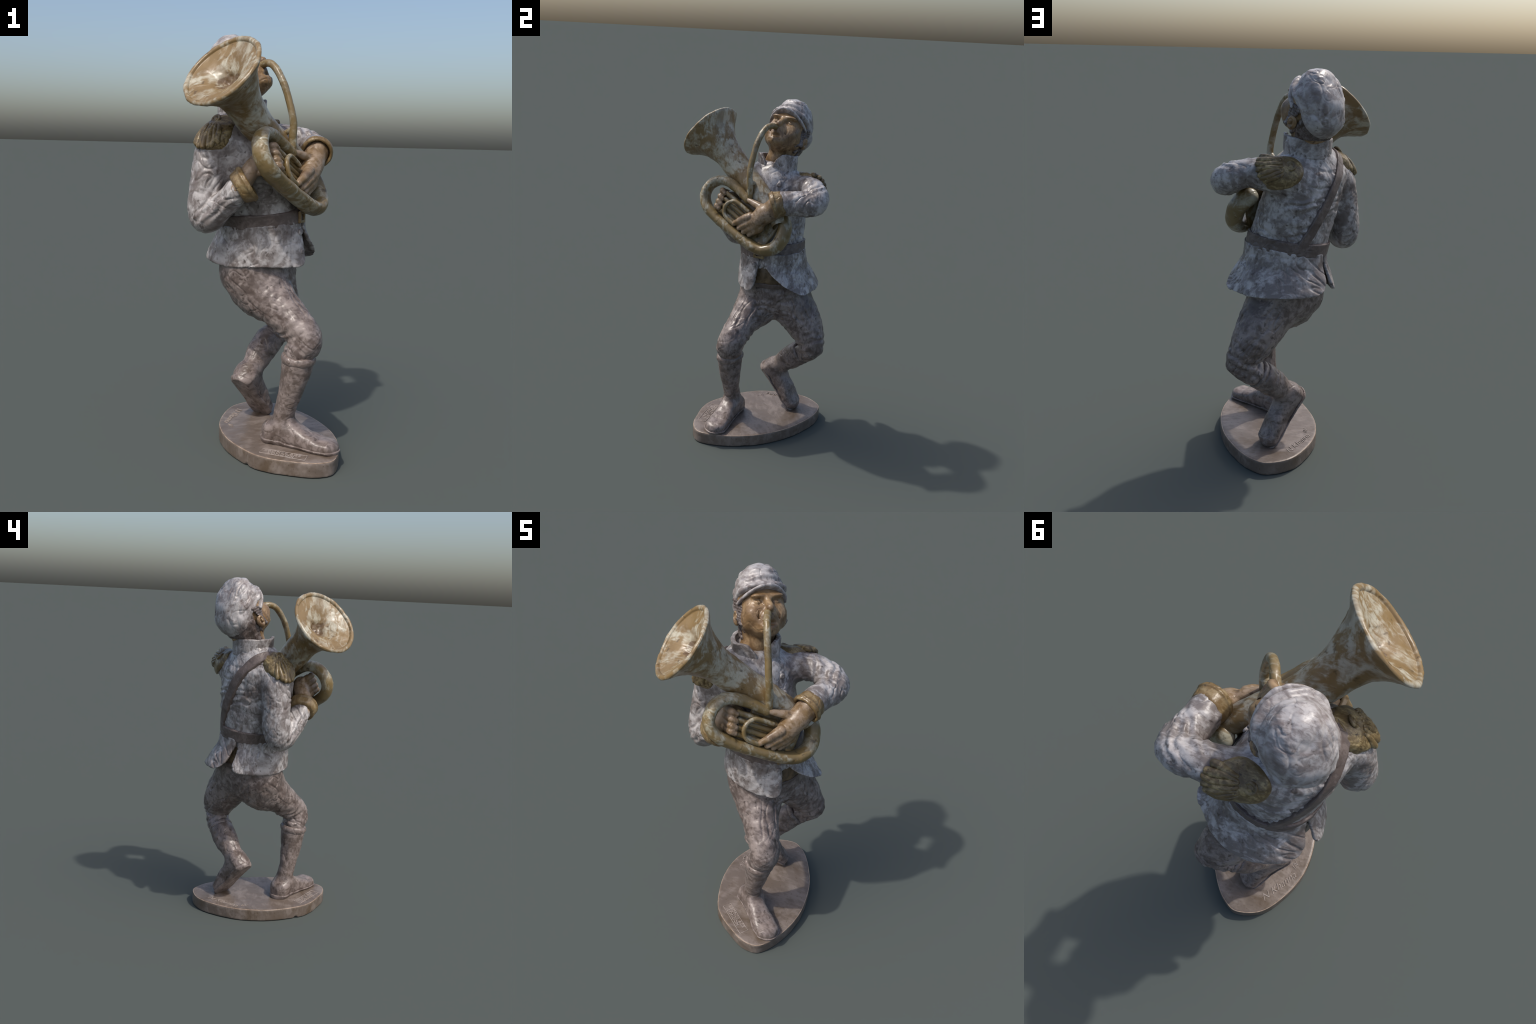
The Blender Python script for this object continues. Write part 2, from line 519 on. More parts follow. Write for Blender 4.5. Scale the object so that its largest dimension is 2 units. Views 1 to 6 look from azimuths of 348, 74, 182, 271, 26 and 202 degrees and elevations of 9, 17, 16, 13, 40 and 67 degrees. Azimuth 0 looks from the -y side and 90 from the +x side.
# ================================================================== LEGS
R_HIP = (-0.015, 0.055, 0.87); R_KNEE = (0.178, -0.192, 0.615)
thigh_r = [(-0.025, 0.065, 0.87, 0.150), (0.012, 0.030, 0.798, 0.142), (0.088, -0.070, 0.718, 0.102), (0.166, -0.164, 0.632, 0.083),
           (0.184, -0.193, 0.575, 0.079), (0.160, -0.187, 0.525, 0.070)]
thigh_l = [(0.052, 0.158, 0.87, 0.144), (0.110, 0.210, 0.78, 0.131), (0.164, 0.271, 0.68, 0.110), (0.222, 0.303, 0.59, 0.079),
           (0.226, 0.306, 0.550, 0.072), (0.172, 0.290, 0.505, 0.069)]
pelvis = Loft([(0.74, 0.03, 0.10, 0.13, 0.10, 65, 2), (0.80, 0.030, 0.10, 0.17, 0.152, 65, 2), (0.88, 0.026, 0.10, 0.185, 0.178, 65, 2),
               (0.95, 0.02, 0.10, 0.185, 0.175, 65, 2), (1.02, 0.02, 0.095, 0.175, 0.175, 65, 2)])


def d_thigh_r(P): return chain(P, thigh_r, 4)
def d_thigh_l(P): return chain(P, thigh_l, 4)


def trousers(P):
    legs = smin(d_thigh_r(P), d_thigh_l(P), 0.035)
    return smin(legs, pelvis(P, rnd=0.05), 0.05)


def trouser_relief(V):
    d = clay(1.1, 20)(V)
    d += drapery(V, (0.55, -0.6, -0.55), 0.0042, 21) * (V[:, 1] < 0.1) + drapery(V, (0.45, 0.35, -0.8), 0.0045, 22) * (V[:, 1] >= 0.1)
    d += folds(V, (0.10, -0.11, 0.60), (0.6, -0.6, 0.5), (0.35, -0.3, -0.9), 3, 0.055, (0.10, 0.12), 0.006, 1)
    d += folds(V, (0.20, 0.29, 0.55), (0.75, 0.1, 0.6), (0.45, 0.25, -0.8), 3, 0.07, (0.12, 0.2), 0.006, 2)
    d += folds(V, (0.13, 0.05, 0.80), (0.4, 0.85, 0.2), (0.1, -0.3, 1.0), 4, 0.08, (0.13, 0.1), 0.005, 3)
    return d


sculpt([("trousers_seat", M_TROUSER, lambda P: pelvis(P) + 0.01), ("trouser_leg", M_TROUSER, d_thigh_r), ("trouser_leg", M_TROUSER, d_thigh_l)],
       trousers, (-0.22, -0.31, 0.42), (0.34, 0.42, 1.04), 0.0039, trouser_relief)

# boots: shaft, shoe
shaft_r = [(0.158, -0.186, 0.52, 0.072), (0.152, -0.184, 0.47, 0.074), (0.138, -0.178, 0.39, 0.065), (0.119, -0.167, 0.30, 0.054),
           (0.104, -0.150, 0.21, 0.049), (0.097, -0.142, 0.15, 0.052)]
FR = frame(x=(0.80, -0.60, 0), z=UP)       # right foot: x forward, y to its left
FRo = vec(0.046, -0.110, TOP)
shaft_l = [(0.158, 0.280, 0.495, 0.069), (0.108, 0.254, 0.456, 0.076), (0.052, 0.209, 0.396, 0.067), (0.010, 0.167, 0.345, 0.055),
           (-0.015, 0.143, 0.315, 0.056)]
# left foot stands on its toes: x from heel to toe
FLo = vec(-0.066, 0.102, 0.292)
FL = frame(x=(0.135, 0.132, -0.200), y=(-0.72, 0.69, 0.0))


def shoe(P, o, M, tip, stretch=1.0):
    q = local(P, o, M)                      # x along the foot, y sideways, z up from the sole
    q[:, 1] *= -1
    q[:, 0] /= stretch
    L = 0.355
    w = np.interp(q[:, 0], [-0.04, 0.0, 0.08, 0.16, 0.25, 0.31, L], [0.046, 0.062, 0.057, 0.056, 0.065, 0.062, 0.044]).astype(F32)
    yc = np.interp(q[:, 0], [-0.04, 0.05, 0.25, L], [0, 0, 0.004, 0.0]).astype(F32)
    top = np.interp(q[:, 0], [-0.05, 0.0, 0.06, 0.12, 0.2, 0.26, 0.31, L], tip).astype(F32)
    z = q[:, 2] - top * 0.5
    a = (q[:, 1] - yc) / w; b = z / (top * 0.5 + 0.004)
    rho = (np.abs(a) ** 2.6 + np.abs(b) ** 2.6) ** (1 / 2.6) + 1e-6
    d = np.hypot(q[:, 1] - yc, z) * (1 - 1 / rho)
    ends = np.hypot(np.maximum(np.abs(q[:, 0] - 0.155) - 0.14, 0), 0) - 0.052 + 0.02 * (np.abs(a)) ** 2
    return smax(d, ends, 0.03).astype(F32), q


tip_r = [0.085, 0.095, 0.118, 0.112, 0.074, 0.056, 0.055, 0.036]
tip_l = [0.095, 0.110, 0.120, 0.112, 0.095, 0.076, 0.066, 0.045]


def sole_of(P, o, M, tip, lift, stretch):
    d, q = shoe(P, o, M, tip, stretch)
    heel = np.clip((0.10 - q[:, 0]) / 0.02, 0, 1) * 0.010
    slab = np.abs(q[:, 2] - lift - heel * 0.5) - 0.010 - heel * 0.5
    return np.maximum(d - 0.009, slab).astype(F32)


def boot_r(P):
    d, q = shoe(P, FRo, FR, tip_r)
    s = chain(P, shaft_r, 4)
    d = smin(s, d, 0.04)
    top = P[:, 2] - 0.515 - 0.15 * (P[:, 1] + 0.186)
    return smax(d, top, 0.012)


def boot_l(P):
    d, q = shoe(P, FLo, FL, tip_l, 0.93)
    s = chain(P, shaft_l, 4)
    ax = unit((0.14, 0.115, 0.17))
    cut = (P - vec(0.145, 0.266, 0.487)) @ ax
    return smin(smax(s, cut, 0.012), d, 0.035)


def boot_rim(P, c, ax, R, r):
    q = P - np.asarray(c, F32)
    ax = unit(ax); h = q @ ax
    rad = np.linalg.norm(q - h[:, None] * ax, axis=1)
    return np.hypot(rad - R, h * 0.7) - r


for name, fn, lo, hi, o, M, tip, st in (("boot", boot_r, (-0.02, -0.42, 0.05), (0.42, -0.02, 0.56), FRo, FR, tip_r, 1.0),
                                    ("boot", boot_l, (-0.14, 0.0, 0.05), (0.24, 0.38, 0.56), FLo, FL, tip_l, 0.93)):
    b = sculpt([(name, M_BOOT, None)], fn, lo, hi, 0.0032, clay(1.0, 31))[0]
    sculpt([("boot_sole", M_BOOT, None)], lambda P: sole_of(P, o, M, tip, 0.006, st), lo, hi, 0.003, clay(0.5, 33), parent=b)
sculpt([("boot_cuff", M_BOOT, None)], lambda P: boot_rim(P, (0.156, -0.186, 0.498), (0.0, -0.15, 1), 0.067, 0.015),
       (0.05, -0.29, 0.45), (0.26, -0.08, 0.58), 0.003, clay(0.8, 35), parent=bpy.data.objects["boot"])
sculpt([("boot_cuff", M_BOOT, None)], lambda P: boot_rim(P, (0.140, 0.270, 0.483), (0.14, 0.09, 0.11), 0.061, 0.013),
       (0.02, 0.14, 0.36), (0.27, 0.40, 0.60), 0.003, clay(0.8, 36), parent=bpy.data.objects["boot.001"])

# ================================================================== JACKET
torso = Loft([(1.05, 0.028, 0.088, 0.182, 0.200, 66, 2.0), (1.12, 0.020, 0.086, 0.182, 0.206, 66, 2.1), (1.20, 0.000, 0.082, 0.190, 0.204, 64, 2.1),
              (1.30, -0.028, 0.081, 0.206, 0.196, 60, 2.1), (1.40, -0.056, 0.080, 0.213, 0.187, 55, 2.1), (1.49, -0.078, 0.080, 0.210, 0.170, 50, 2.1),
              (1.55, -0.078, 0.080, 0.190, 0.148, 49, 2.0), (1.60, -0.082, 0.090, 0.140, 0.122, 48, 2.0), (1.65, -0.085, 0.105, 0.090, 0.090, 48, 2.0)])
arm_l = [(0.02, 0.225, 1.495, 0.092), (0.11, 0.255, 1.510, 0.080), (0.20, 0.256, 1.518, 0.069), (0.290, 0.248, 1.490, 0.073),
         (0.320, 0.210, 1.468, 0.073), (0.293, 0.124, 1.467, 0.071), (0.281, 0.056, 1.466, 0.067)]
arm_r = [(-0.195, -0.015, 1.500, 0.090), (-0.243, -0.027, 1.42, 0.084), (-0.264, -0.034, 1.30, 0.080), (-0.280, -0.044, 1.19, 0.077),
         (-0.267, -0.066, 1.150, 0.072), (-0.220, -0.112, 1.190, 0.066), (-0.150, -0.170, 1.280, 0.058)]


def d_arm_l(P): return chain(P, arm_l, 3)
def d_arm_r(P): return chain(P, arm_r, 3)


def jacket(P):
    d = torso(P)
    d = smin(d, d_arm_l(P), 0.035)
    return smin(d, d_arm_r(P), 0.03)


def jacket_relief(V):
    d = clay(0.9, 40)(V)
    body = V[:, 2] * 0 + np.clip((0.24 - np.hypot(V[:, 0] + 0.04, V[:, 1] - 0.08)) / 0.03, 0, 1)
    d += drapery(V, (0.75, 0.6, 0.25), 0.0045, 41, 22, 6) * body + drapery(V, (0.5, 0.5, 0.7), 0.0048, 43, 26, 8) * (1 - body)
    # stretched horizontal creases over the back and under the left arm
    d += folds(V, (-0.10, 0.235, 1.33), (0.8, 0.6, 0.0), (0.1, 0, 1), 4, 0.10, (0.14, 0.09), 0.0055, 4)
    d += folds(V, (0.18, 0.21, 1.19), (0.7, 0.7, 0.0), (0, 0, 1), 4, 0.09, (0.12, 0.09), 0.004, 5)
    # sleeve creases at the elbows
    d += folds(V, (0.27, 0.21, 1.52), (0.5, -0.9, 0.3), (1, 0.5, 0), 4, 0.09, (0.09, 0.09), 0.006, 6)
    d += folds(V, (-0.24, -0.13, 1.20), (0.5, 0.2, 0.8), (0.6, -0.4, -0.7), 3, 0.06, (0.09, 0.09), 0.006, 7)
    # front seam
    q = V - vec(0.105, 0.08, 1.5)
    return d


sculpt([("jacket_torso", M_JACKET, lambda P: torso(P) - 0.006), ("sleeve", M_JACKET, d_arm_l), ("sleeve", M_JACKET, d_arm_r)],
       jacket, (-0.40, -0.27, 1.04), (0.42, 0.40, 1.67), 0.0037, jacket_relief)


# collar: an upright band, open at the throat
def collar(P):
    q = P - vec(-0.072, 0.112, 1.640)
    ax = unit((-0.06, 0.02, 1))
    h = q @ ax
    f = unit((0.72, -0.69, 0)); l = unit((0.69, 0.72, 0))
    x, y = q @ l, q @ f
    az = np.arctan2(np.abs(x), y)                      # 0 at the throat
    grow = 1 + 0.35 * np.clip(h + 0.02, -0.02, 0.1)
    a, b = 0.108 * grow, (0.110 - 0.014 * np.clip(y / 0.1, 0, 1)) * grow
    rho = np.hypot(x / a, y / b) + 1e-6
    d = np.abs(np.hypot(x, y) * (1 - 1 / rho)) - 0.011
    topz = 0.042 - 0.045 * np.exp(-(az / 0.50) ** 2) + 0.014 * np.exp(-((az - 0.85) / 0.4) ** 2)
    d = smax(d, h - topz, 0.006)
    d = smax(d, -0.052 - h - 0.05 * np.exp(-(az / 0.8) ** 2), 0.006)
    gap = 0.044 * np.clip((h + 0.080) / 0.12, 0.05, 1.3) - np.abs(x)
    return smax(d, np.where(y > 0, gap, -0.1), 0.006).astype(F32)


sculpt([("collar", M_JACKET, None)], collar, (-0.24, -0.06, 1.54), (0.12, 0.29, 1.74), 0.0028, clay(0.9, 45))


# waist belt and shoulder strap hug the torso
def belt_h(P):
    return P[:, 2] - 1.144 - 0.12 * (P[:, 0] - 0.02) - 0.06 * (P[:, 1] - 0.08)


def belt(P):
    d = torso.parts(P, 0.011)[0]
    return smax(np.maximum(d, -(d + 0.03)), np.abs(belt_h(P)) - 0.034, 0.006)


BELT = sculpt([("waist_belt", M_BELT, None)], belt, (-0.24, -0.18, 1.05), (0.28, 0.34, 1.24), 0.003, clay(0.7, 50))[0]


def strap(P):
    d = jacket(P) - 0.011
    s0, s1, s2 = vec(-0.215, 0.015, 1.600), vec(-0.190, 0.178, 1.429), vec(-0.085, 0.262, 1.205)
    nrm = unit(np.cross(s1 - s0, s2 - s0))
    side = np.abs((P - s1) @ nrm) - 0.026
    d = smax(np.maximum(d, -(d + 0.025)), side, 0.005)
    d = np.maximum(d, 1.13 - P[:, 2])
    f = (P - vec(-0.07, 0.07, 1.4)) @ unit((0.72, -0.69, 0))
    return np.maximum(d, f - 0.02)


sculpt([("shoulder_strap", M_BELT, None)], strap, (-0.30, -0.08, 1.1), (0.12, 0.32, 1.68), 0.003, clay(0.6, 52))

# skirt of the jacket: two flaring panels with a front slit and a back vent
skirt = Loft([(0.88, 0.036, 0.132, 0.244, 0.252, 62, 2.1), (0.93, 0.034, 0.126, 0.234, 0.244, 62, 2.1), (1.00, 0.030, 0.108, 0.213, 0.226, 64, 2.1),
              (1.06, 0.028, 0.092, 0.192, 0.207, 66, 2.1), (1.15, 0.020, 0.086, 0.182, 0.205, 66, 2.1)])


def skirt_panel(P, az0, az1, hem, flare_front=0.0):
    """panel between azimuths az0(z)..az1(z), degrees round the waist"""
    d, az, rr = skirt.parts(P)
    z = P[:, 2]
    t = np.clip((1.10 - z) / 0.19, 0, 1.1)
    lo = np.interp(t, [0, 0.5, 1.0], az0); hi = np.interp(t, [0, 0.5, 1.0], az1)
    mid, half = (lo + hi) / 2, (hi - lo) / 2
    off = (np.degrees(az) - mid + 180) % 360 - 180
    side = (np.abs(off) - half) * np.pi / 180 * rr
    flare = (0.020 + flare_front * (off < 0)) * t * np.exp(-((np.abs(off) - half) / 16) ** 2)
    shell = np.abs(d - flare) - 0.0095
    hemz = hem(off / half) - z
    e = smax(side.astype(F32), hemz.astype(F32), 0.06)
    return smax(smax(shell, e, 0.008), belt_h(P) + 0.018, 0.004).astype(F32)


def hem_a(u): return 0.912 + 0.008 * u ** 2 + 0.004 * np.sin(5 * u)
def hem_b(u): return 0.918 + 0.016 * np.clip(u, 0, 1) + 0.004 * u ** 2 + 0.005 * np.sin(4 * u + 1)


box_s = ((-0.32, -0.22, 0.86), (0.36, 0.46, 1.14))
def skirt_relief(V):
    return clay(0.8, 60)(V) + drapery(V, (0.5, 0.5, 0.55), 0.004, 61, 24, 7)


PA = sculpt([("jacket_skirt_panel", M_JACKET, None)], lambda P: skirt_panel(P, (246, 250, 252), (412, 406, 400), hem_a), *box_s, 0.0033, skirt_relief)[0]
PB = sculpt([("jacket_skirt_panel", M_JACKET, None)], lambda P: skirt_panel(P, (56, 76, 100), (244, 241, 237), hem_b, 0.022), *box_s, 0.0033, skirt_relief)[0]

# shirt front and trouser belt in the opening
shirt = Loft([(0.93, 0.025, 0.10, 0.186, 0.182, 65, 2), (1.0, 0.033, 0.096, 0.186, 0.197, 65, 2), (1.10, 0.025, 0.09, 0.176, 0.195, 65, 2)])
sculpt([("shirt_front", M_SHIRT, None)], lambda P: shirt(P), (-0.20, -0.12, 0.9), (0.25, 0.31, 1.12), 0.004,
       lambda V: clay(0.8, 64)(V) + folds(V, (0.2, 0.02, 1.02), (0.3, 0.3, 0.8), (-0.4, 0.9, 0), 3, 0.06, (0.1, 0.1), 0.004, 9))
sculpt([("trouser_belt", M_BELT, None)], lambda P: smax(np.maximum(shirt.parts(P, 0.004)[0], -shirt.parts(P, -0.02)[0]), np.abs(P[:, 2] - 0.945) - 0.016, 0.005),
       (-0.20, -0.12, 0.9), (0.25, 0.31, 1.0), 0.0035, clay(0.6, 66))


# ================================================================== EPAULETTES
def press(p, sdf, off):
    """move a point along the gradient until it lies 'off' above the surface"""
    p = np.asarray(p, F32).copy()
    for _ in range(6):
        e = 0.004
        s = sdf(np.stack([p] + [p + e * k for k in np.eye(3, dtype=F32)]))
        g = unit((s[1:] - s[0]) / e)
        p = p - g * (s[0] - off)
    return p


def epaulette(o, out, top, length, width, seed):
    """pad moulded over the shoulder, a fan of thick cords hanging from it, and a ringed button"""
    M = frame(x=out, z=top)
    o = np.asarray(o, F32)

    def pad(P):
        q = local(P, o, M)
        plan = (np.hypot(q[:, 0] / length, q[:, 1] / width) - 1) * width
        d = jacket(P) - 0.014
        return smax(smax(np.maximum(d, -(d + 0.03)), plan.astype(F32), 0.012), (-q[:, 2] - 0.055).astype(F32), 0.01)
    r = length + 0.06
    E = sculpt([("epaulette", M_EPAULET, None)], pad, o - r, o + r, 0.003, clay(0.6, seed))[0]
    n = 7
    rng = np.random.default_rng(seed)
    for i in range(n):
        u = (i + 0.5) / n * 2 - 1
        rows = []
        for t, rad in ((0.0, 0.008), (0.35, 0.0135), (0.7, 0.0155), (1.0, 0.0135)):
            x = length * (-0.10 + 1.04 * t * (math.sqrt(1 - 0.62 * u * u) + 0.04 * rng.random()))
            y = width * u * (0.58 + 0.38 * t) + 0.004 * math.sin(6 * t + 2.1 * i)
            p = press(o + np.array([x, y, 0.02]) @ M, jacket, 0.011)
            rows.append((*p, rad))
        p = np.array(rows)
        sculpt([("fringe_cord", M_EPAULET, None)], lambda P: chain(P, rows, 4), p[:, :3].min(0) - 0.024, p[:, :3].max(0) + 0.024, 0.0026,
               clay(0.5, seed + i), parent=E)
    bo = press(o + np.array([-length * 0.52, 0, 0.02]) @ M, jacket, 0.012)

    def btn(P):
        q = local(P, bo, M)
        ring = np.hypot(np.hypot(q[:, 0], q[:, 1]) - 0.020, q[:, 2]) - 0.007
        return np.minimum(ring, ellipsoid(q, (0, 0, 0), (0.013, 0.013, 0.008)))
    sculpt([("epaulette_button", M_EPAULET, None)], btn, bo - 0.04, bo + 0.04, 0.002, parent=E)
    return E


epaulette((0.050, 0.305, 1.548), (0.97, 0.10, -0.18), (0.08, 0.74, 0.66), 0.108, 0.086, 71)
epaulette((-0.240, -0.050, 1.545), (-0.42, -0.37, -0.80), (-0.66, -0.50, 0.58), 0.106, 0.088, 81)

# ================================================================== HEAD
HO = vec(-0.098, 0.181, 1.785)
tilt = math.radians(35)
hf = unit((0.72, -0.69, 0)); hl = unit((0.69, 0.72, -0.08))
hy = unit(hf * math.cos(tilt) + UP * math.sin(tilt))
HM = frame(x=-hl, y=hy)          # x to his right, y out of the face, z to the crown


def d_neck(P):
    return chain(P, [(-0.080, 0.112, 1.60, 0.082), (-0.072, 0.130, 1.66, 0.082), (-0.098, 0.172, 1.73, 0.090)], 3)


def d_skull(P):
    q = local(P, HO, HM) + vec(0, 0.018, 0)
    d = ellipsoid(q, (0, 0.045, 0.035), (0.112, 0.122, 0.135))
    d = smin(d, ellipsoid(q, (0, 0.10, -0.075), (0.075, 0.080, 0.062)), 0.06)          # jaw
    d = smin(d, ellipsoid(q, (0, 0.155, -0.105), (0.036, 0.028, 0.026)), 0.03)         # chin
    for s in (-1, 1):
        d = smin(d, ellipsoid(q, (s * 0.062, 0.118, -0.028), (0.040, 0.042, 0.045)), 0.03)   # puffed cheeks
        d = smin(d, ellipsoid(q, (s * 0.042, 0.156, 0.050), (0.038, 0.020, 0.013)), 0.015)    # brows
        d = smax(d, -ellipsoid(q, (s * 0.045, 0.170, 0.024), (0.027, 0.026, 0.016)), 0.010)  # eye hollows
        d = smin(d, ellipsoid(q, (s * 0.045, 0.146, 0.022), (0.017, 0.012, 0.011)), 0.005)
    d = smin(d, cone(q, (0, 0.160, 0.038), (0, 0.190, -0.008), 0.011, 0.018), 0.014)   # nose
    d = smin(d, ellipsoid(q, (0, 0.162, -0.040), (0.030, 0.024, 0.026)), 0.02)         # lips on the mouthpiece
    d = smax(d, -ellipsoid(q, (0, 0.182, -0.078), (0.030, 0.014, 0.010)), 0.012)
    for s in (-1, 1):
        d = smax(d, -chain(q, [(s * 0.032, 0.172, -0.005, 0.003), (s * 0.046, 0.166, -0.030, 0.004), (s * 0.050, 0.152, -0.066, 0.003)], 3), 0.010)
        d = smin(d, ellipsoid(q, (s * 0.080, 0.070, -0.055), (0.030, 0.042, 0.040)), 0.03)
    return d


def d_ear(P, s):
    q = local(P, HO, HM)
    c = (s * 0.118, 0.012, -0.030)
    e = ellipsoid(q, c, (0.016, 0.028, 0.036))
    e = smax(e, -ellipsoid(q, (s * 0.134, 0.014, -0.028), (0.014, 0.016, 0.022)), 0.006)
    return smin(e, ellipsoid(q, (s * 0.124, 0.018, -0.028), (0.008, 0.008, 0.012)), 0.006)


def head_all(P):
    d = smin(d_skull(P), d_neck(P), 0.03)
    for s in (-1, 1):
        d = smin(d, d_ear(P, s), 0.008)
    return d


sculpt([("head", M_SKIN, d_skull), ("neck", M_SKIN, d_neck), ("ear", M_SKIN, lambda P: d_ear(P, 1)), ("ear", M_SKIN, lambda P: d_ear(P, -1))],
       head_all, (-0.30, -0.02, 1.56), (0.10, 0.37, 2.0), 0.0025, clay(0.75, 90))


# hair: side whiskers and nape
def hair(P):
    q = local(P, HO, HM)
    d = np.full(len(P), 1.0, F32)
    for s in (-1, 1):
        for j in range(8):
            z = 0.045 - 0.016 * j
            d = np.minimum(d, chain(q, [(s * 0.117, -0.005 + 0.006 * j, z + 0.012, 0.009), (s * (0.112 - 0.0012 * j), 0.030 + 0.004 * j, z, 0.0105),
                                        (s * (0.101 - 0.0022 * j), 0.066, z - 0.016, 0.008)], 2))
    nape = smin(d_skull(P), d_neck(P), 0.03) - 0.008
    nape = smax(nape, (q[:, 1] + 0.012).astype(F32), 0.006)
    nape = smax(nape, (1.672 - P[:, 2]).astype(F32), 0.01)
    d = np.minimum(d, nape)
    for j in range(9):
        x = (j - 4) * 0.024
        y0 = -0.075 + 0.9 * abs(x) ** 1.3
        d = np.minimum(d, chain(q, [(x, y0, 0.0, 0.015), (x * 0.95, y0 + 0.025, -0.055, 0.013), (x * 0.85, y0 + 0.05, -0.095, 0.008)], 2))
    return d


sculpt([("hair", M_HAIR, None)], hair, (-0.32, 0.0, 1.62), (0.10, 0.40, 1.95), 0.0025, lambda V: clay(1.2, 95)(V) + 0.003 * noise(V, (70, 70, 28), 96))


# cap: soft crown drooping back over a folded band, with a short peak
def cap(P):
    q = local(P, HO, HM)
    B = frame(x=(1, 0, 0), y=(0, 0.69, 0.72))
    d = ellipsoid(q, (0, 0.000, 0.076), (0.121, 0.164, 0.115), B)                     # soft bag
    d = smax(d, ((q - vec(0, 0.106, 0.192)) @ unit((0, 0.50, 0.80))).astype(F32), 0.012)   # flattened crown
    d = smax(d, (q @ unit((0, -0.42, 0.91)) - 0.176).astype(F32), 0.022)                   # sloped back
    d = smin(d, ellipsoid(q, (0, 0.050, 0.088), (0.121, 0.114, 0.056)), 0.006)         # band
    d = smin(d, ellipsoid(q, (0, -0.080, 0.030), (0.100, 0.056, 0.070)), 0.04)             # bag hanging over the nape
    under = np.where(q[:, 1] > 0, 0.030 + 0.36 * q[:, 1], 0.030 + 0.62 * q[:, 1]) - q[:, 2]
    return smax(d, under.astype(F32), 0.014)


def cap_relief(V):
    q = local(V, HO, HM)
    d = clay(1.0, 100)(V) + drapery(V, (0.5, -0.6, 0.6), 0.0042, 101, 20, 7)
    front = np.clip((q[:, 1] + 0.02) / 0.06, 0, 1)
    h = q[:, 2] - 0.36 * q[:, 1] + 0.006 * noise(V, 14, 8)
    return d + front * 0.0060 * np.sin(h * 150) * np.clip(1 - (h - 0.03) / 0.13, 0, 1)


sculpt([("cap_crown", M_CAP, None)], cap, (-0.36, 0.0, 1.62), (0.12, 0.42, 2.03), 0.0028, cap_relief)


def visor(P):
    q = local(P, HO, HM)
    h = q[:, 2] - 0.30 * (q[:, 1] - 0.165) - 0.093 + 2.0 * q[:, 0] ** 2
    r = np.hypot(q[:, 0] / 0.129, (q[:, 1] - 0.02) / 0.156)
    d = smax(np.abs(h) - 0.008, (r - 1) * 0.13, 0.008)
    return smax(d, (0.045 - q[:, 1]).astype(F32), 0.012)


sculpt([("cap_peak", M_CAP, None)], visor, (-0.30, -0.02, 1.70), (0.16, 0.36, 2.03), 0.0025, clay(0.6, 104))

# ================================================================== HORN
HORN = bpy.data.objects.new("brass_horn", None); HORN.empty_display_size = 0.1
bpy.context.collection.objects.link(HORN); HORN.parent = ROOT
HC = vec(0.109, -0.132, 1.364)
HX = frame(x=(-0.672, -0.604, 0.428), y=(-0.045, -0.543, -0.838))   # x along towards the bell, y down, z out to the viewer
if HX[2] @ vec(0.739, -0.583, 0.338) < 0:
    HX[2] *= -1


def hp(a, b, n):
    """point in the horn's own frame -> world"""
    return HC + vec(a, b, n) @ HX


# --- bell: a flaring sweep with a rolled rim, hollow
def sweep_rings(rows, sides=96):
    """rows of (centre, axis, radius_u, radius_v)"""
    V = []
    u = None
    for c, ax, ru, rv in rows:
        ax = unit(ax)
        u = unit(np.cross(ax, UP)) if u is None else unit(u - ax * float(u @ ax))
        v = np.cross(ax, u)
        th = np.linspace(0, 2 * math.pi, sides, endpoint=False)
        V.append(np.asarray(c) + ru * np.cos(th)[:, None] * u + rv * np.sin(th)[:, None] * v)
    V = np.vstack(V).astype(F32)
    m = len(rows); i = np.arange(sides); j = (i + 1) % sides
    Q = np.vstack([np.stack([k * sides + i, k * sides + j, (k + 1) * sides + j, (k + 1) * sides + i], 1) for k in range(m - 1)])
    return V, Q


bell_spine = catmull([(-0.242, -0.266, 1.788), (-0.180, -0.222, 1.728), (-0.118, -0.163, 1.652), (-0.045, -0.102, 1.568),
                      (0.048, -0.048, 1.499), (0.140, -0.002, 1.436), (0.215, 0.040, 1.378), (0.275, 0.052, 1.32), (0.29, 0.05, 1.28)], 10)
arc = np.r_[0, np.cumsum(np.linalg.norm(np.diff(bell_spine, axis=0), axis=1))]
R_S = [0, 0.012, 0.03, 0.055, 0.09, 0.14, 0.20, 0.28, 0.37, 0.50, 0.70]
R_R = [0.191, 0.182, 0.163, 0.140, 0.118, 0.097, 0.084, 0.079, 0.075, 0.066, 0.046]


def at_arc(s):
    return np.array([np.interp(s, arc, bell_spine[:, k]) for k in range(3)], F32)


def ax_arc(s):
    a = unit(at_arc(s + 0.02) - at_arc(max(s - 0.02, 0)))
    n0 = unit((0.622, 0.465, -0.629))
    w = math.exp(-(s / 0.06) ** 2)
    return unit(a * (1 - w) + n0 * w)


rows = []
for s in np.r_[np.linspace(0.76, 0.16, 50), np.linspace(0.15, 0.0, 50)]:
    r = float(np.interp(s, catmull(np.c_[R_S, R_R], 8)[:, 0], catmull(np.c_[R_S, R_R], 8)[:, 1]))
    rows.append((at_arc(s), ax_arc(s), r * 0.985, r * 1.02))
for t in np.linspace(0.2, math.pi, 8):          # rolled lip
    c = at_arc(0) - ax_arc(0) * 0.012 * math.sin(t)
    r = 0.191 - 0.012 + 0.012 * math.cos(t)
    rows.append((c, ax_arc(0), r * 0.985, r * 1.02))
dish = catmull([(0.166, 0.002), (0.150, 0.007), (0.120, 0.016), (0.085, 0.032), (0.055, 0.053), (0.032, 0.074), (0.014, 0.084), (0.003, 0.086)], 8)
for r, depth in dish:                           # shallow dished mouth with a closed throat
    rows.append((at_arc(0) + ax_arc(0) * float(depth), ax_arc(0), r * 0.985, r * 1.02))
Vb, Qb = sweep_rings(rows, 150)
